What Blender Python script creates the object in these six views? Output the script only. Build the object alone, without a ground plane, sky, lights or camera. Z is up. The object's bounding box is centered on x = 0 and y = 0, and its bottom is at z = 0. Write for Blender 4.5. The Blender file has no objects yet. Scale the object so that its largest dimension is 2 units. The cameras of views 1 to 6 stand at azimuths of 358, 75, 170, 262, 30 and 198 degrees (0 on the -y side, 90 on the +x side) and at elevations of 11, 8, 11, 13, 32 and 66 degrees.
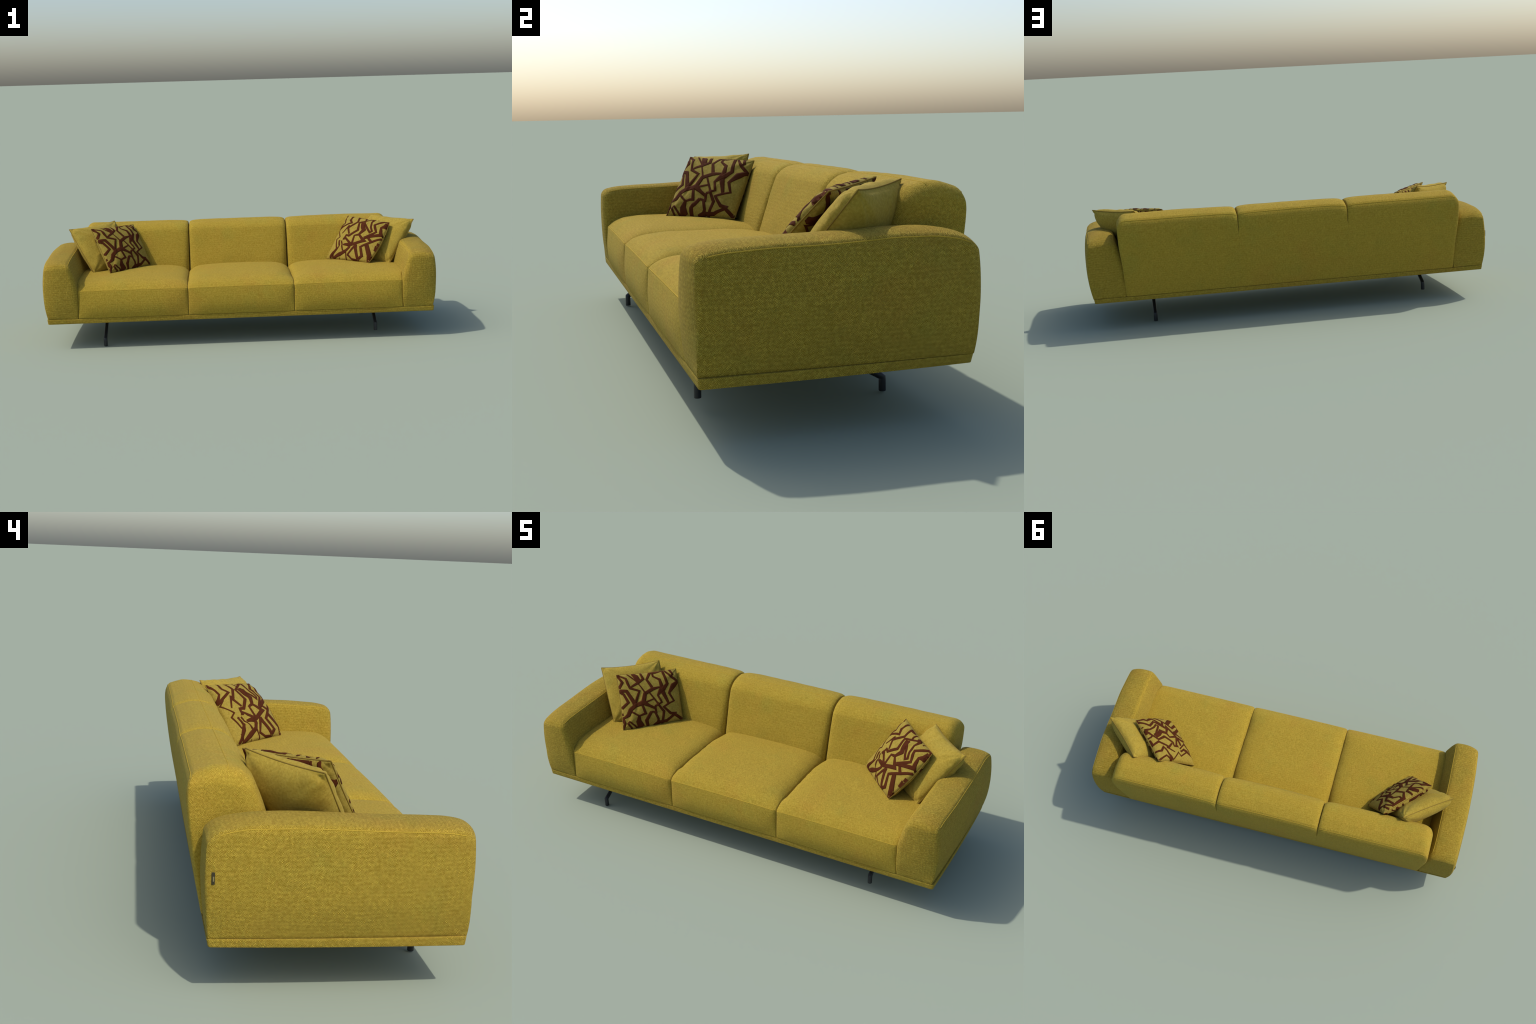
# Three-seat sofa in mustard woven fabric with four throw pillows.
import bpy, math, random
import numpy as np
from mathutils import Vector, Matrix, noise

random.seed(7)

# ------------------------------------------------------------------ helpers
def interp(x, xs, ys):
    """smooth (monotone-ish cosine-free) interpolation through control points"""
    xs = np.asarray(xs, float); ys = np.asarray(ys, float)
    x = np.asarray(x, float)
    m = np.gradient(ys, xs)
    d = np.diff(ys) / np.diff(xs)
    for i in range(len(d)):                      # limit tangents (Fritsch-Carlson)
        if abs(d[i]) < 1e-9:
            m[i] = m[i + 1] = 0
        else:
            for j in (i, i + 1):
                if m[j] / d[i] < 0: m[j] = 0
                elif m[j] / d[i] > 3: m[j] = 3 * d[i]
    i = np.clip(np.searchsorted(xs, x) - 1, 0, len(xs) - 2)
    h = xs[i + 1] - xs[i]
    t = np.clip((x - xs[i]) / h, 0, 1)
    return ((2*t**3 - 3*t**2 + 1) * ys[i] + (t**3 - 2*t**2 + t) * h * m[i]
            + (-2*t**3 + 3*t**2) * ys[i+1] + (t**3 - t**2) * h * m[i+1])

def axis_samples(h, rneg, rpos, n, k):
    """positions along one axis of a box of half size h: fine in the two corner zones"""
    arc = np.tan(np.linspace(0, math.pi / 4, k + 1))
    lo = -(h - rneg) - arc[::-1] * rneg
    hi = (h - rpos) + arc * rpos
    mid = np.linspace(lo[-1], hi[0], n + 1)
    return np.concatenate([lo[:-1], mid, hi[1:]])

def rounded_box(size, rx, ry, rz, n, k=5):
    """Rounded box centred on 0. r* = (radius on the minus side, on the plus side).
    Returns vertex array and quads."""
    hx, hy, hz = [s / 2 for s in size]
    X = axis_samples(hx, *rx, n[0], k)
    Y = axis_samples(hy, *ry, n[1], k)
    Z = axis_samples(hz, *rz, n[2], k)
    index, verts, quads = {}, [], []
    def vid(i, j, l):
        key = (i, j, l)
        if key not in index:
            index[key] = len(verts)
            verts.append((X[i], Y[j], Z[l]))
        return index[key]
    a, b, c = len(X) - 1, len(Y) - 1, len(Z) - 1
    for i in range(a):
        for j in range(b):
            quads.append((vid(i, j, 0), vid(i, j+1, 0), vid(i+1, j+1, 0), vid(i+1, j, 0)))
            quads.append((vid(i, j, c), vid(i+1, j, c), vid(i+1, j+1, c), vid(i, j+1, c)))
    for i in range(a):
        for l in range(c):
            quads.append((vid(i, 0, l), vid(i+1, 0, l), vid(i+1, 0, l+1), vid(i, 0, l+1)))
            quads.append((vid(i, b, l), vid(i, b, l+1), vid(i+1, b, l+1), vid(i+1, b, l)))
    for j in range(b):
        for l in range(c):
            quads.append((vid(0, j, l), vid(0, j, l+1), vid(0, j+1, l+1), vid(0, j+1, l)))
            quads.append((vid(a, j, l), vid(a, j+1, l), vid(a, j+1, l+1), vid(a, j, l+1)))
    P = np.array(verts)
    h = np.array([hx, hy, hz])
    rn = np.array([rx[0], ry[0], rz[0]]); rp = np.array([rx[1], ry[1], rz[1]])
    inner = np.clip(P, -(h - rn), h - rp)
    r = np.where(P < 0, rn, rp)
    q = (P - inner) / r
    q /= np.linalg.norm(q, axis=1)[:, None]
    return inner + q * r, quads

def tighten_corners(P, size, rx, ry, k, inner_sides=(True, True), front_back=(True, True)):
    """pull the rounded upright corners of a box out towards square; k = amount per vertex"""
    P = P.copy()
    hx, hy = size[0] / 2, size[1] / 2
    RX = np.where(P[:, 0] < 0, rx[0], rx[1]); RY = np.where(P[:, 1] < 0, ry[0], ry[1])
    ax = np.clip((np.abs(P[:, 0]) - (hx - RX)) / RX, 0, None)
    ay = np.clip((np.abs(P[:, 1]) - (hy - RY)) / RY, 0, None)
    on = (ax > 1e-6) & (ay > 1e-6)
    on &= np.where(P[:, 0] < 0, inner_sides[0], inner_sides[1])
    on &= np.where(P[:, 1] < 0, front_back[0], front_back[1])
    m = np.maximum(np.maximum(ax, ay), .70)
    f = np.where(on, 1 + k * (1 / m - 1), 1)
    P[:, 0] = np.where(on, np.sign(P[:, 0]) * (hx - RX + np.minimum(ax * f, 1) * RX), P[:, 0])
    P[:, 1] = np.where(on, np.sign(P[:, 1]) * (hy - RY + np.minimum(ay * f, 1) * RY), P[:, 1])
    return P

def mesh_object(name, verts, faces, mat, parent=None, smooth=True, matrix=None):
    me = bpy.data.meshes.new(name)
    me.from_pydata([tuple(v) for v in verts], [], faces)
    me.validate(); me.update()
    if smooth:
        me.polygons.foreach_set("use_smooth", [True] * len(me.polygons))
    me.materials.append(mat)
    ob = bpy.data.objects.new(name, me)
    bpy.context.scene.collection.objects.link(ob)
    if matrix is not None: ob.matrix_world = matrix
    if parent: ob.parent = parent
    return ob

def tube(path, radius, sides=8, closed=False, caps=True):
    """round tube swept along a polyline"""
    P = [Vector(p) for p in path]
    n = len(P)
    verts, faces = [], []
    up = None
    for i, p in enumerate(P):
        if closed:
            t = (P[(i+1) % n] - P[i-1]).normalized()
        else:
            t = (P[min(i+1, n-1)] - P[max(i-1, 0)]).normalized()
        if up is None:
            up = Vector((0, 0, 1)) if abs(t.z) < .9 else Vector((0, 1, 0))
        side = t.cross(up).normalized()
        up = side.cross(t).normalized()
        r = radius[i] if hasattr(radius, '__len__') else radius
        for s in range(sides):
            a = 2 * math.pi * s / sides
            verts.append(p + (side * math.cos(a) + up * math.sin(a)) * r)
    m = n if closed else n - 1
    for i in range(m):
        for s in range(sides):
            a = i * sides + s; b = i * sides + (s + 1) % sides
            c = ((i + 1) % n) * sides + (s + 1) % sides; d = ((i + 1) % n) * sides + s
            faces.append((a, b, c, d))
    if caps and not closed:
        faces.append(tuple(range(sides))[::-1])
        faces.append(tuple((n - 1) * sides + s for s in range(sides)))
    return [tuple(v) for v in verts], faces

def join_parts(parts):
    V, F = [], []
    for v, f in parts:
        o = len(V); V += list(v); F += [tuple(i + o for i in q) for q in f]
    return V, F

# ---------------------------------------------------------------- materials
class Nodes:
    def __init__(self, name):
        self.mat = bpy.data.materials.new(name); self.mat.use_nodes = True
        self.t = self.mat.node_tree; self.t.nodes.clear()
    def new(self, kind, **kw):
        nd = self.t.nodes.new(kind)
        for k, v in kw.items(): setattr(nd, k, v)
        return nd
    def link(self, a, b): self.t.links.new(a, b)
    def put(self, sock, v):
        if hasattr(v, 'is_linked') or isinstance(v, bpy.types.NodeSocket): self.link(v, sock)
        else: sock.default_value = v
    def math(self, op, a, b=0.0, c=0.0, clamp=False):
        nd = self.new('ShaderNodeMath', operation=op, use_clamp=clamp)
        for s, v in zip(nd.inputs, (a, b, c)): self.put(s, v)
        return nd.outputs[0]
    def noise(self, vec, scale, detail=2.0, rough=.5):
        nd = self.new('ShaderNodeTexNoise')
        self.link(vec, nd.inputs['Vector'])
        nd.inputs['Scale'].default_value = scale
        nd.inputs['Detail'].default_value = detail
        nd.inputs['Roughness'].default_value = rough
        return nd.outputs['Fac']
    def mix(self, fac, a, b, blend='MIX'):
        nd = self.new('ShaderNodeMix', data_type='RGBA', blend_type=blend)
        self.put(nd.inputs[0], fac)
        for s, v in ((nd.inputs[6], a), (nd.inputs[7], b)):
            if isinstance(v, tuple): s.default_value = (*v, 1)
            else: self.link(v, s)
        return nd.outputs[2]
    def ramp(self, fac, lo, hi):
        nd = self.new('ShaderNodeMapRange', interpolation_type='SMOOTHSTEP')
        self.link(fac, nd.inputs[0])
        nd.inputs[1].default_value = lo; nd.inputs[2].default_value = hi
        return nd.outputs[0]

def woven_fabric(name, base, brown, green, cell=.009, thread=.003, local_plane=False,
                 contrast=.30, bump=.55, stripe=.6, speckle=.4, speckle_scale=140.0):
    """Basket weave laid diagonally: square cells of parallel threads that change direction."""
    N = Nodes(name)
    tc = N.new('ShaderNodeTexCoord'); obj = tc.outputs['Object']
    sep = N.new('ShaderNodeSeparateXYZ'); N.link(obj, sep.inputs[0])
    x, y, z = sep.outputs
    if local_plane:
        px, py = x, y
    else:                                   # lay the cloth on the face it covers
        geo = N.new('ShaderNodeNewGeometry')
        ns = N.new('ShaderNodeSeparateXYZ'); N.link(geo.outputs['Normal'], ns.inputs[0])
        ax, ay, az = [N.math('ABSOLUTE', o) for o in ns.outputs]
        side = N.math('GREATER_THAN', ax, N.math('MAXIMUM', ay, az))
        top = N.math('GREATER_THAN', az, N.math('MAXIMUM', ax, ay))
        mixf = lambda f, a, b: N.math('ADD', N.math('MULTIPLY', f, b),
                                      N.math('MULTIPLY', N.math('SUBTRACT', 1.0, f), a))
        px = mixf(side, x, y)
        py = mixf(top, z, y)
    # uneven stretch of the cloth
    w1 = N.math('MULTIPLY', N.math('SUBTRACT', N.noise(obj, 9.0), .5), .020)
    w2 = N.math('MULTIPLY', N.math('SUBTRACT', N.noise(obj, 11.0), .5), .020)
    f1 = N.math('MULTIPLY', N.math('SUBTRACT', N.noise(obj, 110.0, 1), .5), .0055)
    px = N.math('ADD', N.math('ADD', px, w1), f1); py = N.math('ADD', py, w2)
    k = .70710678
    a = N.math('MULTIPLY', N.math('ADD', px, py), k)
    b = N.math('MULTIPLY', N.math('SUBTRACT', px, py), k)
    ca = N.math('FLOOR', N.math('DIVIDE', a, cell)); cb = N.math('FLOOR', N.math('DIVIDE', b, cell))
    par = N.math('FLOORED_MODULO', N.math('ADD', ca, cb), 2.0)
    sa = N.math('SINE', N.math('MULTIPLY', a, 2 * math.pi / thread))
    sb = N.math('SINE', N.math('MULTIPLY', b, 2 * math.pi / thread))
    st = N.math('ADD', N.math('MULTIPLY', par, sa), N.math('MULTIPLY', N.math('SUBTRACT', 1.0, par), sb))
    st = N.math('MULTIPLY_ADD', st, .5, .5)
    dev = lambda n, k: N.math('MULTIPLY', N.math('SUBTRACT', n, .5), k)
    speck = N.noise(obj, speckle_scale, 2, .55)
    fine = N.noise(obj, 430.0, 1)
    h = N.math('ADD', dev(st, stripe), dev(speck, 2.2 * speckle))
    h = N.math('ADD', h, dev(fine, .5))
    h = N.math('ADD', h, .5, clamp=True)
    # colour: lit threads and deeper gaps, brown and green drift, faint mottling
    drift = N.noise(obj, 4.5, 3, .55)
    c = N.mix(N.ramp(drift, .48, .78), base, brown)
    drift2 = N.noise(obj, 7.0, 3, .55)
    c = N.mix(N.ramp(drift2, .50, .80), c, green)
    hue = N.noise(obj, 95.0, 2)
    c = N.mix(N.math('MULTIPLY', N.ramp(hue, .54, .80), .6), c, green)
    c = N.mix(N.math('MULTIPLY', N.ramp(hue, .46, .20), .6), c, brown)
    lo = tuple(1 - contrast * q for q in (.90, 1.0, 1.75)); hi = tuple(1 + contrast * q for q in (.90, 1.0, 1.75))
    thread_col = N.mix(h, lo, hi)
    c = N.mix(1.0, c, thread_col, 'MULTIPLY')
    bs = N.new('ShaderNodeBsdfPrincipled')
    N.link(c, bs.inputs['Base Color'])
    bs.inputs['Roughness'].default_value = .9
    bs.inputs['Specular IOR Level'].default_value = .15
    bs.inputs['Sheen Weight'].default_value = .08
    bs.inputs['Sheen Tint'].default_value = (.9, .8, .4, 1)
    bp = N.new('ShaderNodeBump'); bp.inputs['Strength'].default_value = bump
    bp.inputs['Distance'].default_value = .0016
    N.link(h, bp.inputs['Height']); N.link(bp.outputs[0], bs.inputs['Normal'])
    out = N.new('ShaderNodeOutputMaterial'); N.link(bs.outputs[0], out.inputs[0])
    return N.mat

def plain_material(name, col, rough=.5, metallic=0.0, vary=.25, scale=60.0, spec=.3):
    N = Nodes(name)
    tc = N.new('ShaderNodeTexCoord')
    n = N.noise(tc.outputs['Object'], scale, 3)
    hsv = N.new('ShaderNodeHueSaturation')
    hsv.inputs['Color'].default_value = (*col, 1)
    N.link(N.math('MULTIPLY_ADD', N.math('SUBTRACT', n, .5), vary * 2, 1.0), hsv.inputs['Value'])
    bs = N.new('ShaderNodeBsdfPrincipled')
    N.link(hsv.outputs[0], bs.inputs['Base Color'])
    bs.inputs['Roughness'].default_value = rough
    bs.inputs['Metallic'].default_value = metallic
    bs.inputs['Specular IOR Level'].default_value = spec
    out = N.new('ShaderNodeOutputMaterial'); N.link(bs.outputs[0], out.inputs[0])
    return N.mat

BASE, BROWN, GREEN = (.385, .264, .0285), (.390, .243, .028), (.345, .259, .030)  # darker than the least-shaded cloth: some shade of fronts and sides tinted in
fabric = woven_fabric("mustard_weave", BASE, BROWN, GREEN, cell=.0078, thread=.0026,
                      contrast=.30, bump=.75, stripe=.7, speckle=.75, speckle_scale=185.0)
fabric_arm = woven_fabric("mustard_weave_coarse", BASE, BROWN, GREEN, cell=.0078, thread=.0026,
                          contrast=.44, bump=1.0, stripe=.9, speckle=.6, speckle_scale=150.0)
fabric_pillow = woven_fabric("mustard_linen", (.345, .243, .032), (.33, .218, .030), (.305, .236, .036),
                             cell=.004, thread=.0016, local_plane=True, contrast=.24, bump=.4, stripe=.5, speckle=.7)
fabric_printed = woven_fabric("printed_linen", (.285, .206, .031), (.278, .188, .030), (.258, .201, .034),
                              cell=.004, thread=.0016, local_plane=True, contrast=.26, bump=.4, stripe=.5, speckle=.7)
cord_fabric = plain_material("edge_cord_cloth", (.22, .145, .026), .9, vary=.25, scale=200, spec=.1)
print_brown = plain_material("brown_print", (.064, .0158, .0042), .9, vary=.25, scale=90, spec=.08)
seam_thread = plain_material("seam_thread", (.42, .285, .034), .9, vary=.2, scale=300, spec=.1)
dark_metal = plain_material("dark_metal", (.030, .031, .034), .42, .35, vary=.12)
tag_dark = plain_material("tag_dark", (.035, .028, .012), .8, vary=.2, scale=400)
tag_light = plain_material("tag_light", (.20, .17, .07), .8, vary=.2, scale=400)
lining = plain_material("underside_lining", (.05, .04, .012), .9, vary=.2)

# --------------------------------------------------------------------- sofa
sofa = bpy.data.objects.new("sofa", None)
bpy.context.scene.collection.objects.link(sofa)
sofa["label"] = "long mustard yellow three-seat sofa on thin dark legs"
sofa["category"] = "sofa"

Z0 = .1585          # top of the plinth rail; the upholstered blocks start here

def lumps(P, amp, scale, seed):
    """gentle unevenness of stuffed upholstery"""
    off = Vector((seed * 3.1, seed * 1.7, seed * .9))
    return np.array([noise.noise(Vector(p) * scale + off) for p in P]) * amp

# ---- plinth rail under everything
def rail():
    size = (1.94, .647, .0265)
    P, Q = rounded_box(size, (.008, .008), (.008, .008), (.0025, .0012), (60, 24, 3), 4)
    s, t, w = P[:, 0] / size[0] * 2, P[:, 1] / size[1] * 2, P[:, 2] / size[2] + .5
    flank = .969 + .003 * w + .006 * (1 - t**2)
    x = s * (flank + .003 * (s > 0) * (-t))
    y = -.0180 + t * (.3235 + .002 * w + .003 * (w + 1 - s**2) * (t > 0))
    z = .132 + w * size[2] + .003 * (t + 1) / 2 * (1 - w)
    return mesh_object("plinth_rail", np.stack([x, y, z], 1), Q, fabric_arm, sofa)
rail()

# ---- arms.  s: inner(-1)..outer(+1)   t: front(-1)..rear(+1)   w: bottom 0..top 1
ARM = dict(size=(.165, .67, .29), rx=(.026, .011), ry=(.019, .024), rz=(.001, .019))

def arm_warp(s, t, w, seed=0):
    slim = .002 if seed == 2 else 0.0          # one arm is a touch slimmer at its rear
    along = -.355 + (t + 1) / 2 * .68
    crest = interp(along, [-.355, -.335, -.30, -.25, -.10, .02, .13, .20, .25, .29, .325],
                   [.430, .437, .4435, .4465, .4515, .455, .458, .4575, .453, .444, .427])
    crest = crest - slim * 2.5 * np.clip((t - .2) / .8, 0, 1)
    crest = crest - .006 * s**2 - .008 * np.clip(s, 0, 1)**3
    z = Z0 + w * (crest - Z0)
    xo = interp(z, [.158, .21, .30, .36, .43, .46], [.969, .980, .987, .985, .976, .969])
    xo = xo + .0115 * (1 - t**2) * np.clip((z - .10) / .15, .3, 1) + .002 * t
    xo = xo - slim * np.clip((t - .2) / .8, 0, 1)
    xi = interp(z, [.158, .22, .29, .34, .39, .43, .46], [.818, .813, .812, .821, .835, .850, .856])
    x = xi + (s + 1) / 2 * (xo - xi)
    yf = interp(z, [.158, .22, .33, .42, .46], [-.343, -.353, -.358, -.354, -.350])
    yb = interp(z, [.158, .22, .31, .40, .46], [.3085, .316, .321, .318, .311])
    soft = np.clip((z - .165) / .10, 0, 1)
    yf = yf + (.016 * np.clip((s + .3) / 1.3, 0, 1)**2.5 + .005 * np.clip(-s, 0, 1)**4) * soft
    yb = yb - .003 * s**4 * soft
    y = yf + (t + 1) / 2 * (yb - yf)
    l = lumps(np.stack([x, y, z], 1), .0022, 7.0, seed)
    return x + l * s * w, y, z + l * np.clip(w * 3 - 2, 0, 1)

def arm(sign):
    seed = 1 if sign > 0 else 2
    P, Q = rounded_box(ARM['size'], ARM['rx'], ARM['ry'], ARM['rz'], (14, 56, 26), 6)
    low = np.clip(1.15 - (P[:, 2] / ARM['size'][2] + .5) / .62, 0, 1)
    P = tighten_corners(P, ARM['size'], ARM['rx'], ARM['ry'], .9 * low)
    sx, sy, sz = ARM['size']
    s, t, w = P[:, 0] / sx * 2, P[:, 1] / sy * 2, P[:, 2] / sz + .5
    x, y, z = arm_warp(s, t, w, seed)
    V = np.stack([x * sign, y, z], 1)
    if sign < 0: Q = [q[::-1] for q in Q]
    ob = mesh_object("armrest", V, Q, fabric_arm, sofa)
    # stitched fold lines along the two long top edges of the arm
    parts = []
    k = 1 - math.sqrt(.5)
    for side, r in ((1, ARM['rx'][1]), (-1, ARM['rx'][0])):
        tt = np.linspace(-.93, .93, 80)
        se = side * (1 - r * k / (sx / 2))
        we = 1 - ARM['rz'][1] * k / sz
        xx, yy, zz = arm_warp(np.full_like(tt, se), tt, np.full_like(tt, we), seed)
        parts.append(tube([(a * sign, b, c) for a, b, c in zip(xx, yy, zz)], .0015, 6))
    V2, F2 = join_parts(parts)
    mesh_object("arm_seam", V2, F2, seam_thread, ob)
    return ob
arm_r = arm(1)
arm_l = arm(-1)

# ---- seat cushions
SEATS = [(-.8165, -.2665), (-.2665, .2660), (.2660, .8155)]
def seat_warp(s, t, w, x0, x1, seed=0):
    end = (s < 0) * (seed == 0) + (s > 0) * (seed == 2)      # side that presses against an arm
    y = -.344 + (t + 1) / 2 * (.165 + .344)
    top = interp(y, [-.344, -.326, -.300, -.25, -.19, -.10, 0, .06, .11, .17],
                 [.297, .315, .330, .341, .344, .344, .342, .338, .330, .322])
    a = np.abs(s)
    fall = np.clip((y + .344) / .10, 0, 1)
    drop = (.008 * a**2 + .008 * a**8) * (1 - .55 * end)
    rear = np.clip((y - .0) / .12, 0, 1)
    dip = (.012 + .010 * rear) * np.exp(-(1 - a) / .045) + (.006 + .008 * rear) * np.exp(-(1 - a) / .14)
    top = top - drop * (.2 + .8 * fall) - dip * (1 - .8 * end) * fall
    z = Z0 + w * (top - Z0)
    x = (x0 + x1) / 2 + s * (x1 - x0) / 2
    x = x + np.sign(s) * end * .012 * np.clip((a - .8) / .2, 0, 1) * np.clip((t + .86) / .12, 0, 1)
    # front face: soft belly, drawn in at the upper part of the dividing seams
    belly = .012 * (1 - a**6) * np.sin(np.pi * np.clip(w, 0, 1)**.9)
    pinch = .006 * np.exp(-(1 - a) / .025) * np.clip((w - .25) / .6, 0, 1)
    y = y + (pinch - belly) * np.clip((-t - .5) / .5, 0, 1)
    V = np.stack([x, y, z], 1)
    l = lumps(V, .003, 5.0, 5 + seed) + lumps(V, .0012, 17.0, 9 + seed)
    # puckers running off the dividing seams
    l = l + .0013 * np.sin(y * 85 + 3 * np.sin(y * 23 + seed) + 2 * s) * np.exp(-(1 - a) / .07) * (1 - end)
    z = z + l * np.clip(w * 3 - 2, 0, 1) * np.clip((t + 1) * 5, 0, 1)
    return x, y, z

for i, (x0, x1) in enumerate(SEATS):
    size = (x1 - x0, .507, .19)
    P, Q = rounded_box(size, (.006, .006), (.006, .01), (.002, .006), (70, 60, 16), 4)
    s, t, w = P[:, 0] / size[0] * 2, P[:, 1] / size[1] * 2, P[:, 2] / size[2] + .5
    V = np.stack(seat_warp(s, t, w, x0, x1, i), 1)
    ob = mesh_object("seat_cushion", V, Q, fabric, sofa)
    ss = np.linspace(-.975, .975, 70)
    k = 1 - math.sqrt(.5)
    xx, yy, zz = seat_warp(ss, np.full_like(ss, -1 + .006 * k / .2535), np.full_like(ss, 1 - .006 * k / .19), x0, x1, i)
    v, f = tube(list(zip(xx, yy, zz)), .0015, 6)
    mesh_object("seat_seam", v, f, seam_thread, ob)

# ---- backrest panels
BACKS = [(-.822, -.2665), (-.2665, .2690), (.2690, .824)]
def back_warp(s, t, w, x0, x1, out, seed=0):
    a = np.abs(s)
    # pinch at the dividing seams (strong) / at the free outer end (none)
    inner = np.ones_like(s)
    if out > 0: inner = (s < 0) * 1.0
    if out < 0: inner = (s > 0) * 1.0
    outer = 1 - inner
    pinch = np.exp(-(1 - a) / .040) * inner
    u = (t + 1) / 2
    crest = interp(u, [0, .15, .35, .6, .8, 1.0], [.531, .542, .549, .5505, .544, .532])
    crest = crest - .004 * a**4 * inner - .011 * pinch
    crest = crest - outer * .022 * np.clip((a - .86) / .14, 0, 1)**2
    z = Z0 + w * (crest - Z0)
    yf = interp(z, [.158, .28, .33, .42, .49, .52, .55], [.095, .105, .118, .151, .177, .190, .206])
    yb = interp(z, [.158, .25, .35, .43, .48, .52, .55], [.312, .330, .346, .356, .3595, .352, .339])
    yf = yf - .006 * (1 - a**2) * np.sin(np.pi * np.clip((z - .25) / .3, 0, 1)) + .018 * pinch
    yb = yb - .008 * pinch * np.clip((z - .44) / .08, 0, 1)
    yf = yf + .012 * np.exp(-(1 - a) / .11) * inner * np.clip((.44 - z) / .10, 0, 1)
    yf = yf + outer * .022 * np.clip((a - .82) / .18, 0, 1)**2
    y = yf + u * (yb - yf)
    x = (x0 + x1) / 2 + s * (x1 - x0) / 2
    swell = interp(z, [.158, .30, .42, .50, .55], [-.006, .0, .011, .012, .008])
    x = x + out * swell * outer * np.clip((a - .6) / .4, 0, 1)
    V = np.stack([x, y, z], 1)
    l = lumps(V, .0025, 6.0, 15 + seed) + lumps(V, .001, 19.0, 19 + seed)
    return x, y + l * np.clip(-t, 0, 1), z + l * np.clip(w * 4 - 3, 0, 1)

for i, (x0, x1) in enumerate(BACKS):
    out = (-1, 0, 1)[i]
    size = (x1 - x0, .20, .39)
    rl = .020 if out < 0 else .006
    rr = .020 if out > 0 else .006
    P, Q = rounded_box(size, (rl, rr), (.034, .010), (.002, .024), (70, 22, 40), 5)
    # at the rear the three panels share one flat cover: the seams only nick its top edge
    low = np.clip((.86 - (P[:, 2] / size[2] + .5)) / .12, 0, 1)
    P = tighten_corners(P, size, (rl, rr), (.034, .010), low, (out >= 0, out <= 0), (False, True))
    s, t, w = P[:, 0] / size[0] * 2, P[:, 1] / size[1] * 2, P[:, 2] / size[2] + .5
    V = np.stack(back_warp(s, t, w, x0, x1, out, i), 1)
    ob = mesh_object("backrest_panel", V, Q, fabric, sofa)
    parts = []
    e0 = -.94 if out < 0 else -.985
    e1 = .94 if out > 0 else .985
    ss = np.linspace(e0, e1, 70)
    k = 1 - math.sqrt(.5)
    for tt, ww in ((1 - .010 * k / .10, 1 - .024 * k / .39), (-.30, 1.0)):
        xx, yy, zz = back_warp(ss, np.full_like(ss, tt), np.full_like(ss, ww), x0, x1, out, i)
        parts.append(tube(list(zip(xx, yy, zz)), .0013, 6))
    v, f = join_parts(parts)
    mesh_object("back_seam", v, f, seam_thread, ob)

# ---- legs: short upright foot, then a strut sloping in under the seat
def leg(x, y, lift, inward):
    r = .0094
    bend = Vector((x, y, lift + .0375))
    path = [(x, y, lift), (x, y, lift + .002), (x, y, lift + .030)]
    rad = [r * .93, r, r]
    rise = .137 - bend.z
    run = rise / .56
    for q in (.0, .03, .06):
        path.append((x, y + inward * q * run, bend.z + q * rise)); rad.append(r)
    for q in np.linspace(.15, 1, 8):
        path.append((x, y + inward * q * run, bend.z + q * rise)); rad.append(r * .97)
    v, f = tube(path, rad, 20)
    ob = mesh_object("leg", v, f, dark_metal, sofa)
    m = ob.modifiers.new("edge", 'EDGE_SPLIT'); m.split_angle = math.radians(40)
    return ob
leg(-.695, -.289, .0, 1)
leg(.683, -.290, .029, 1)
leg(.683, .1975, .0, -1)
leg(-.691, .197, .032, -1)

# ---- small folded label sewn to the outer side of one arm, near its rear edge
def label_tag():
    P, Q = rounded_box((.008, .008, .030), (.001, .001), (.001, .001), (.001, .001), (2, 2, 4), 2)
    P = P + np.array([-.9865, .3000, .319])
    ob = mesh_object("fabric_label", P, Q, tag_dark, arm_l)
    P, Q = rounded_box((.002, .003, .012), (.0004, .0004), (.0005, .0005), (.0005, .0005), (2, 2, 4), 2)
    P = P + np.array([-.9905, .2995, .318])
    mesh_object("label_mark", P, Q, tag_light, ob)
label_tag()

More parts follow.
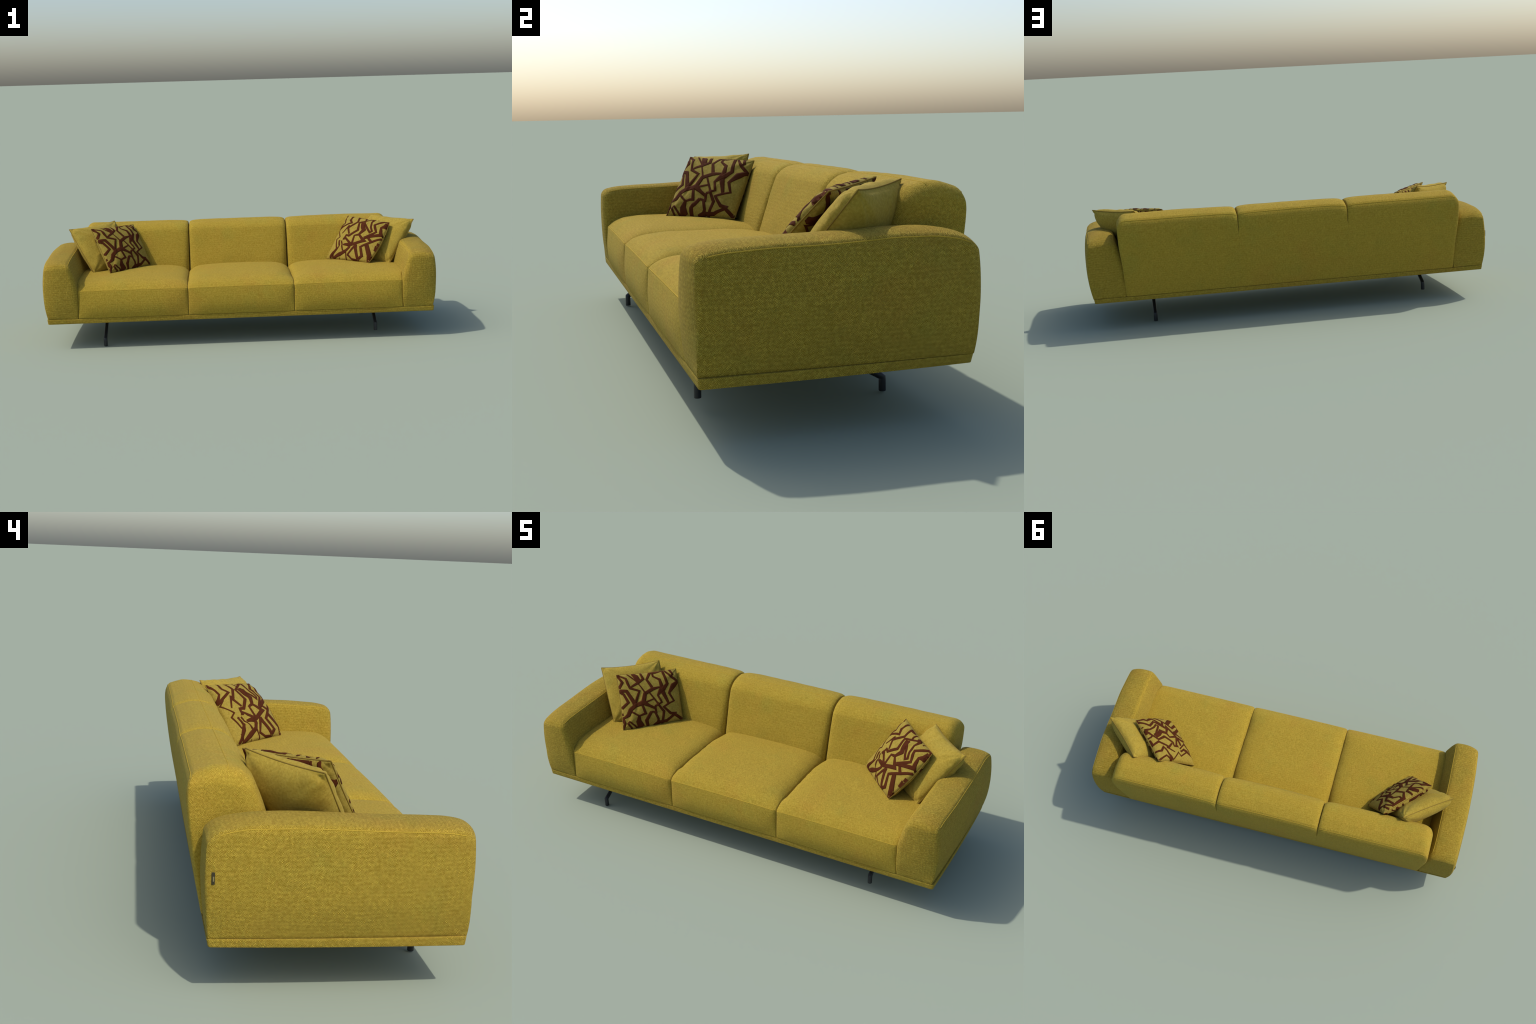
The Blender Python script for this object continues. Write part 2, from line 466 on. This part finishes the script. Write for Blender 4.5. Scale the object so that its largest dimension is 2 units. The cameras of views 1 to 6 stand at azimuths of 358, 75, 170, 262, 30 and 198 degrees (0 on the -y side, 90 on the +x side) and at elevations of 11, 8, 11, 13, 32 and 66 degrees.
# ------------------------------------------------------------ throw pillows
class Pillow:
    """Square pillow given by its corners TL, TR, BL, BR: stuffed belly, drawn-in sides, ears, folds."""
    def __init__(self, TL, TR, BL, BR, front, back, pull, seed):
        self.c = [np.array(p, float) for p in (TL, TR, BL, BR)]
        self.front, self.back, self.pull, self.seed = front, back, pull, seed
        TL, TR, BL, BR = self.c
        ex = (TR - TL + BR - BL) / 2; ey = (TL - BL + TR - BR) / 2
        n = np.cross(ex, ey); self.n = n / np.linalg.norm(n)
        self.ex = ex / np.linalg.norm(ex)
        self.ey = np.cross(self.n, self.ex)
        self.o = sum(self.c) / 4
        rnd = random.Random(seed)
        self.folds = [(rnd.uniform(5, 9), rnd.uniform(0, 6.28), rnd.uniform(.6, 1.2)) for _ in range(8)]
        self.creases = [(rnd.uniform(-.8, .8), rnd.uniform(-.8, .8), rnd.uniform(0, 3.14),
                         rnd.uniform(.15, .4), rnd.uniform(-1, 1)) for _ in range(10)]
    def point(self, u, v, side):
        """u: left -1..right 1, v: bottom -1..top 1; side +1 front, -1 back"""
        u = np.asarray(u, float); v = np.asarray(v, float)
        TL, TR, BL, BR = self.c
        left, right, bottom, top = self.pull         # how far each side is drawn in
        uu = u - (left + (right - left) * (u + 1) / 2) * u * (1 - v**2)
        vv = v - (bottom + (top - bottom) * (v + 1) / 2) * v * (1 - u**2)
        a = ((uu + 1) / 2)[..., None]; b = ((vv + 1) / 2)[..., None]
        P = (BL * (1 - a) + BR * a) * (1 - b) + (TL * (1 - a) + TR * a) * b
        T = self.front if side > 0 else self.back
        fu = np.clip(1 - u**2, 0, 1); fv = np.clip(1 - v**2, 0, 1)
        r = (np.abs(u)**8 + np.abs(v)**8)**.125
        belly = T * (.55 * np.sqrt(np.clip(1 - r**2.2, 0, 1)) + .45 * (fu * fv)**.55)
        # gathers where the cover is drawn in along its sides
        for d, q, ph in ((1 - np.abs(u), v, self.folds[0][1]), (1 - np.abs(v), u, self.folds[1][1])):
            belly = belly + .0022 * np.exp(-d / .16) * np.clip(d / .05, 0, 1) * np.sin(q * 13 + ph + 2 * np.sin(3 * q + ph)) * np.clip((1 - np.abs(q)) * 4, 0, 1)
        # ear-like fullness along the edge so that corners keep some thickness
        edge = .0045 * np.clip(np.minimum(1 - np.abs(u), 1 - np.abs(v)) / .03, 0, 1)**.5
        h = belly + edge
        k = 0 if side > 0 else 4
        for j, (cu, cv) in enumerate(((-1, 1), (1, 1), (-1, -1), (1, -1))):
            q, ph, am = self.folds[j + k]
            du, dv = (u - cu), (v - cv)
            r = np.hypot(du, dv); ang = np.arctan2(np.abs(dv), np.abs(du) + 1e-6)
            h = h + am * .0075 * r * np.exp(-r / .30) * 2.2 * np.cos(ang * q * 1.6 + ph) * np.sin(ang * 2)
        for (pu, pv, an, ln, am) in self.creases:
            du, dv = u - pu, v - pv
            l = du * math.cos(an) + dv * math.sin(an)
            m = -du * math.sin(an) + dv * math.cos(an) + .25 * l * l
            h = h + side * am * .0052 * np.exp(-(l / ln)**2 - (m / .055)**2) * (fu * fv)**.3
        return P + self.n * (h * side)[..., None]
    def matrix(self):
        m = Matrix.Identity(4)
        for i in range(3):
            m[i][0], m[i][1], m[i][2], m[i][3] = self.ex[i], self.ey[i], self.n[i], self.o[i]
        return m
    def local(self, P):
        d = np.asarray(P) - self.o
        return np.stack([d @ self.ex, d @ self.ey, d @ self.n], -1)

def ease(n):
    q = np.linspace(-1, 1, n)
    return np.sin(q * math.pi / 2) * .55 + q * .45

def build_pillow(name, pil, mat, label, category):
    n = 72
    g = ease(n + 1)
    U, Vv = np.meshgrid(g, g, indexing='ij')
    F = pil.local(pil.point(U.ravel(), Vv.ravel(), 1))
    B = pil.local(pil.point(U.ravel(), Vv.ravel(), -1))
    verts = list(F)
    ids = np.arange((n + 1)**2).reshape(n + 1, n + 1)
    back = ids.copy()
    for i in range(n + 1):
        for j in range(n + 1):
            if 0 < i < n and 0 < j < n:
                back[i, j] = len(verts); verts.append(B[ids[i, j]])
    faces = []
    for i in range(n):
        for j in range(n):
            faces.append((ids[i, j], ids[i+1, j], ids[i+1, j+1], ids[i, j+1]))
            faces.append((back[i, j], back[i, j+1], back[i+1, j+1], back[i+1, j]))
    faces = [tuple(int(k) for k in f) for f in faces]
    ob = mesh_object(name, verts, faces, mat, None, True, pil.matrix())
    ob["label"] = label; ob["category"] = category
    # corded edge
    e = ease(60)
    loop = ([(u, 1) for u in e[:-1]] + [(1, v) for v in e[::-1][:-1]]
            + [(u, -1) for u in e[::-1][:-1]] + [(-1, v) for v in e[:-1]])
    lp = np.array(loop)
    path = pil.local(pil.point(lp[:, 0], lp[:, 1], 1))
    v, f = tube([tuple(p) for p in path], .0019, 7, closed=True)
    c = mesh_object("edge_cord", v, f, cord_fabric, None)
    c.parent = ob
    return ob

def stroke_strip(pil, pts, widths, side, lift=.0008, res=.022):
    """one printed brush band with mitred bends, laid on the pillow's surface"""
    pts = [np.array(p, float) for p in pts]
    L, R, M = [], [], []
    n = len(pts)
    dirs = [(pts[i+1] - pts[i]) / (np.linalg.norm(pts[i+1] - pts[i]) + 1e-9) for i in range(n - 1)]
    offs = []
    for i in range(n):
        d0 = dirs[max(i - 1, 0)]; d1 = dirs[min(i, n - 2)]
        n0 = np.array([-d0[1], d0[0]]); n1 = np.array([-d1[1], d1[0]])
        m = n0 + n1; m /= np.linalg.norm(m) + 1e-9
        offs.append(m / max(m @ n0, .45) * widths[i] / 2)
    for i in range(n - 1):
        k = max(1, int(np.linalg.norm(pts[i+1] - pts[i]) / res))
        for q in range(k + (i == n - 2)):
            f = q / k
            p = pts[i] * (1 - f) + pts[i+1] * f
            o = offs[i] * (1 - f) + offs[i+1] * f
            M.append(p); L.append(p + o); R.append(p - o)
    rows = [np.clip(np.array(a), -.998, .998) for a in (L, [(l + m) / 2 for l, m in zip(L, M)], M,
            [(r + m) / 2 for r, m in zip(R, M)], R)]
    V, F = [], []
    m = len(M)
    def raised(row, d):
        """points on the pillow moved out by d along the true surface normal"""
        u, v = row[:, 0] * .997, row[:, 1] * .997
        e = .004
        P = pil.point(u, v, side)
        a = pil.point(u + e, v, side) - pil.point(u - e, v, side)
        b = pil.point(u, v + e, side) - pil.point(u, v - e, side)
        nn = np.cross(a, b)
        nn /= np.linalg.norm(nn, axis=1)[:, None] + 1e-12
        return P + nn * side * d
    for row in rows:
        V += list(raised(row, lift))
    skirts = []
    for row in (rows[0], rows[-1]):
        skirts.append(len(V)); V += list(raised(row, -.001))
    def quad(a, b, c, d): F.append((a, b, c, d) if side > 0 else (d, c, b, a))
    for i in range(m - 1):
        for r in range(4):
            quad((r+1)*m + i, (r+1)*m + i + 1, r*m + i + 1, r*m + i)
        quad(i, i + 1, skirts[0] + i + 1, skirts[0] + i)
        quad(skirts[1] + i, skirts[1] + i + 1, 4*m + i + 1, 4*m + i)
    return V, F

def add_print(ob, pil, strokes):
    parts = []
    for side in (1, -1):
        for st in strokes:
            pts = [[p[0] * side, p[1]] for p in st]
            for e in (0, -1):                        # bands that end near a side run over its edge
                for c in (0, 1):
                    if abs(pts[e][c]) > .82: pts[e][c] = math.copysign(.998, pts[e][c])
            w = [p[2] * 1.25 + .006 for p in st]
            parts.append(stroke_strip(pil, pts, w, side))
    V, F = join_parts(parts)
    c = mesh_object("printed_pattern", pil.local(np.array(V)), F, print_brown)
    c.parent = ob

plain_l = Pillow((-.892, .026, .554), (-.670, .197, .568), (-.760, -.085, .337), (-.550, .115, .335), .047, .072, (.0, .03, 0, .07), 11)
print_l = Pillow((-.773, -.013, .558), (-.570, .192, .546), (-.670, -.133, .342), (-.479, .089, .340), .036, .040, (.03, .0, -.03, .045), 12)
print_r = Pillow((.617, .208, .551), (.812, .012, .535), (.482, .101, .336), (.680, -.113, .346), .037, .038, (.03, -.10, -.01, .03), 13)
plain_r = Pillow((.749, .221, .553), (.946, .034, .547), (.575, .118, .335), (.793, -.083, .332), .050, .078, (.03, .0, 0, .07), 14)

# brown bands of the print, one list per band: (across, up, band width) on the pillow face, -1..1
STROKES_L = [
    [(-0.99, 0.99, 0.050), (-0.87, 0.69, 0.067), (-0.94, 0.49, 0.075)],
    [(-0.85, 0.99, 0.042), (-0.74, 0.82, 0.058), (-0.71, 0.63, 0.058), (-0.65, 0.44, 0.058), (-0.36, 0.29, 0.050), (-0.51, -0.07, 0.075), (-0.57, -0.12, 0.100)],
    [(-0.68, 0.99, 0.033), (-0.45, 0.73, 0.037), (-0.35, 0.64, 0.083)],
    [(-0.50, 0.97, 0.075), (-0.40, 0.87, 0.133), (-0.33, 0.68, 0.117)],
    [(-0.23, 0.96, 0.050), (-0.17, 0.74, 0.067), (-0.36, 0.61, 0.083), (-0.64, 0.46, 0.042)],
    [(-0.35, 0.56, 0.030), (-0.26, 0.38, 0.030), (-0.19, 0.22, 0.042), (-0.22, 0.09, 0.075)],
    [(0.10, 0.99, 0.075), (-0.06, 0.70, 0.058), (0.08, 0.36, 0.075)],
    [(0.16, 0.87, 0.117), (0.26, 0.95, 0.067), (0.55, 0.99, 0.025)],
    [(0.16, 0.86, 0.067), (0.17, 0.80, 0.042), (0.37, 0.64, 0.067), (0.41, 0.33, 0.100), (0.40, 0.24, 0.150), (0.24, 0.03, 0.050), (0.34, -0.25, 0.047), (0.20, -0.32, 0.050), (0.10, -0.36, 0.067)],
    [(0.51, 0.96, 0.058), (0.61, 0.44, 0.075), (0.43, 0.22, 0.133)],
    [(0.57, 0.94, 0.033), (0.79, 0.69, 0.067), (0.87, 0.48, 0.067)],
    [(0.76, 0.99, 0.058), (0.84, 0.78, 0.050), (0.76, 0.70, 0.042)],
    [(0.34, 0.34, 0.042), (0.10, 0.30, 0.100), (-0.18, 0.16, 0.100), (-0.26, -0.10, 0.117), (-0.28, -0.16, 0.150)],
    [(-0.03, 0.17, 0.037), (0.18, -0.22, 0.042), (0.21, -0.28, 0.067)],
    [(-0.18, -0.16, 0.050), (0.10, -0.08, 0.037)],
    [(-0.28, -0.16, 0.133), (-0.09, -0.30, 0.075), (0.10, -0.43, 0.058)],
    [(-0.28, -0.16, 0.133), (-0.54, -0.22, 0.117), (-0.72, -0.34, 0.117), (-0.81, -0.52, 0.108), (-0.96, -0.62, 0.042)],
    [(-0.87, 0.39, 0.083), (-0.88, 0.24, 0.058), (-0.77, -0.07, 0.067), (-0.93, -0.24, 0.083)],
    [(-0.86, 0.41, 0.075), (-0.78, 0.35, 0.083), (-0.59, -0.09, 0.100), (-0.57, -0.19, 0.100)],
    [(-0.71, -0.40, 0.050), (-0.65, -0.46, 0.042), (-0.46, -0.61, 0.042), (-0.24, -0.56, 0.067), (-0.33, -0.21, 0.058)],
    [(-0.46, -0.61, 0.067), (-0.49, -0.78, 0.133), (-0.41, -0.97, 0.183)],
    [(-0.04, -0.53, 0.083), (-0.23, -0.80, 0.092), (-0.19, -0.98, 0.075)],
    [(-0.05, -0.53, 0.050), (0.12, -0.57, 0.050), (0.10, -0.35, 0.067)],
    [(0.08, -0.57, 0.058), (0.17, -0.82, 0.058), (0.15, -0.91, 0.083)],
    [(0.20, -0.29, 0.050), (0.38, -0.59, 0.067), (0.29, -0.92, 0.058)],
    [(0.40, 0.20, 0.117), (0.57, -0.33, 0.058), (0.39, -0.43, 0.050), (0.60, -0.70, 0.067), (0.80, -0.74, 0.083)],
    [(0.57, -0.33, 0.042), (0.76, -0.26, 0.042), (0.63, 0.06, 0.058), (0.81, 0.34, 0.150), (0.91, 0.50, 0.067)],
    [(0.73, -0.76, 0.067), (0.45, -0.93, 0.067), (0.15, -0.93, 0.075), (0.00, -0.99, 0.050)],
    [(-0.83, -0.55, 0.067), (-0.94, -0.80, 0.058), (-0.90, -0.97, 0.058)],
    [(-0.71, -0.98, 0.042), (-0.85, -0.81, 0.042), (-0.79, -0.75, 0.033), (-0.54, -0.96, 0.042)],
    [(-0.94, -0.41, 0.042), (-0.84, -0.50, 0.058)],
    [(0.73, -0.76, 0.067), (0.86, -0.91, 0.083)],
]
STROKES_R = [
    [(-0.94, 0.95, 0.058), (-0.82, 0.58, 0.047), (-0.98, 0.34, 0.070)],
    [(-0.60, 0.99, 0.093), (-0.63, 0.98, 0.058), (-0.62, 0.75, 0.070), (-0.46, 0.60, 0.058), (-0.96, 0.30, 0.070)],
    [(-0.48, 0.46, 0.058), (-0.66, 0.06, 0.035)],
    [(-0.06, 0.99, 0.033), (-0.31, 0.97, 0.058), (-0.20, 0.70, 0.070), (-0.47, 0.32, 0.070), (-0.28, 0.05, 0.051)],
    [(0.41, 0.94, 0.051), (-0.11, 0.66, 0.058), (0.02, 0.28, 0.081), (-0.24, -0.03, 0.081), (-0.39, -0.02, 0.058), (-0.41, -0.24, 0.081)],
    [(0.07, 0.71, 0.163), (0.14, 0.48, 0.128), (0.27, 0.32, 0.128), (0.17, 0.07, 0.081), (-0.00, 0.00, 0.051), (0.05, -0.34, 0.070)],
    [(0.08, 0.72, 0.070), (0.53, 0.26, 0.058), (0.59, 0.34, 0.051), (0.47, 0.53, 0.058), (0.40, 0.76, 0.051), (0.42, 0.93, 0.081), (0.22, 0.99, 0.070)],
    [(0.10, 0.82, 0.047), (0.05, 0.90, 0.047), (0.03, 0.99, 0.047)],
    [(0.95, 0.99, 0.058), (0.87, 0.99, 0.070), (0.57, 0.67, 0.070), (0.65, 0.51, 0.070), (0.75, 0.34, 0.058), (0.43, -0.05, 0.093)],
    [(0.84, 0.87, 0.105), (0.95, 0.70, 0.116), (0.84, 0.60, 0.058), (0.93, 0.27, 0.093), (0.43, -0.05, 0.105)],
    [(0.99, 0.79, 0.093), (0.99, 0.61, 0.093)],
    [(0.19, 0.06, 0.058), (0.48, -0.17, 0.105), (0.07, -0.41, 0.093), (-0.04, -0.39, 0.128)],
    [(-0.34, -0.44, 0.058), (-0.02, -0.41, 0.128), (-0.01, -0.55, 0.081), (-0.11, -0.71, 0.093), (-0.37, -0.85, 0.116), (-0.66, -0.86, 0.058)],
    [(0.57, 0.00, 0.070), (0.77, -0.17, 0.081)],
    [(0.99, 0.13, 0.051), (0.77, -0.15, 0.070), (0.46, -0.46, 0.070), (0.66, -0.83, 0.081), (0.52, -0.96, 0.081), (0.28, -0.55, 0.093), (0.24, -0.39, 0.081)],
    [(0.24, -0.39, 0.081), (0.03, -0.84, 0.051), (0.24, -0.96, 0.035), (0.50, -0.97, 0.047)],
    [(0.64, -0.32, 0.116), (0.92, -0.76, 0.116), (0.86, -0.90, 0.140)],
    [(0.93, 0.27, 0.116), (0.99, 0.18, 0.186), (0.99, 0.27, 0.116)],
    [(0.94, -0.26, 0.116), (0.99, -0.49, 0.081)],
    [(0.99, -0.12, 0.081), (0.98, -0.25, 0.070)],
    [(-0.37, -0.14, 0.058), (-0.01, -0.38, 0.070)],
    [(0.60, 0.92, 0.070), (0.55, 0.99, 0.070)],
    [(-0.50, -0.28, 0.045), (-0.24, -0.70, 0.036)],
    [(-0.57, -0.27, 0.045), (-0.61, -0.30, 0.051), (-0.50, -0.52, 0.055), (-0.58, -0.68, 0.100), (-0.81, -0.90, 0.064)],
    [(-0.80, 0.37, 0.033), (-0.96, 0.22, 0.027), (-0.67, -0.11, 0.033), (-0.81, -0.22, 0.036), (-0.61, -0.62, 0.040)],
    [(-0.70, -0.77, 0.073), (-0.66, -0.93, 0.045)],
    [(-0.35, -0.84, 0.082), (-0.32, -0.92, 0.055)],
    [(-0.08, -0.74, 0.033), (-0.00, -0.92, 0.033)],
]

build_pillow("throw_pillow", plain_l, fabric_pillow, "plain mustard linen throw pillow with pointed corners", "pillow")
build_pillow("throw_pillow", plain_r, fabric_pillow, "plain mustard linen throw pillow with folded sides", "pillow")
pl = build_pillow("patterned_pillow", print_l, fabric_printed, "mustard throw pillow with brown angular line pattern", "pillow")
pr = build_pillow("patterned_pillow", print_r, fabric_printed, "mustard throw pillow with brown zigzag line pattern", "pillow")
if STROKES_L: add_print(pl, print_l, STROKES_L)
if STROKES_R: add_print(pr, print_r, STROKES_R)
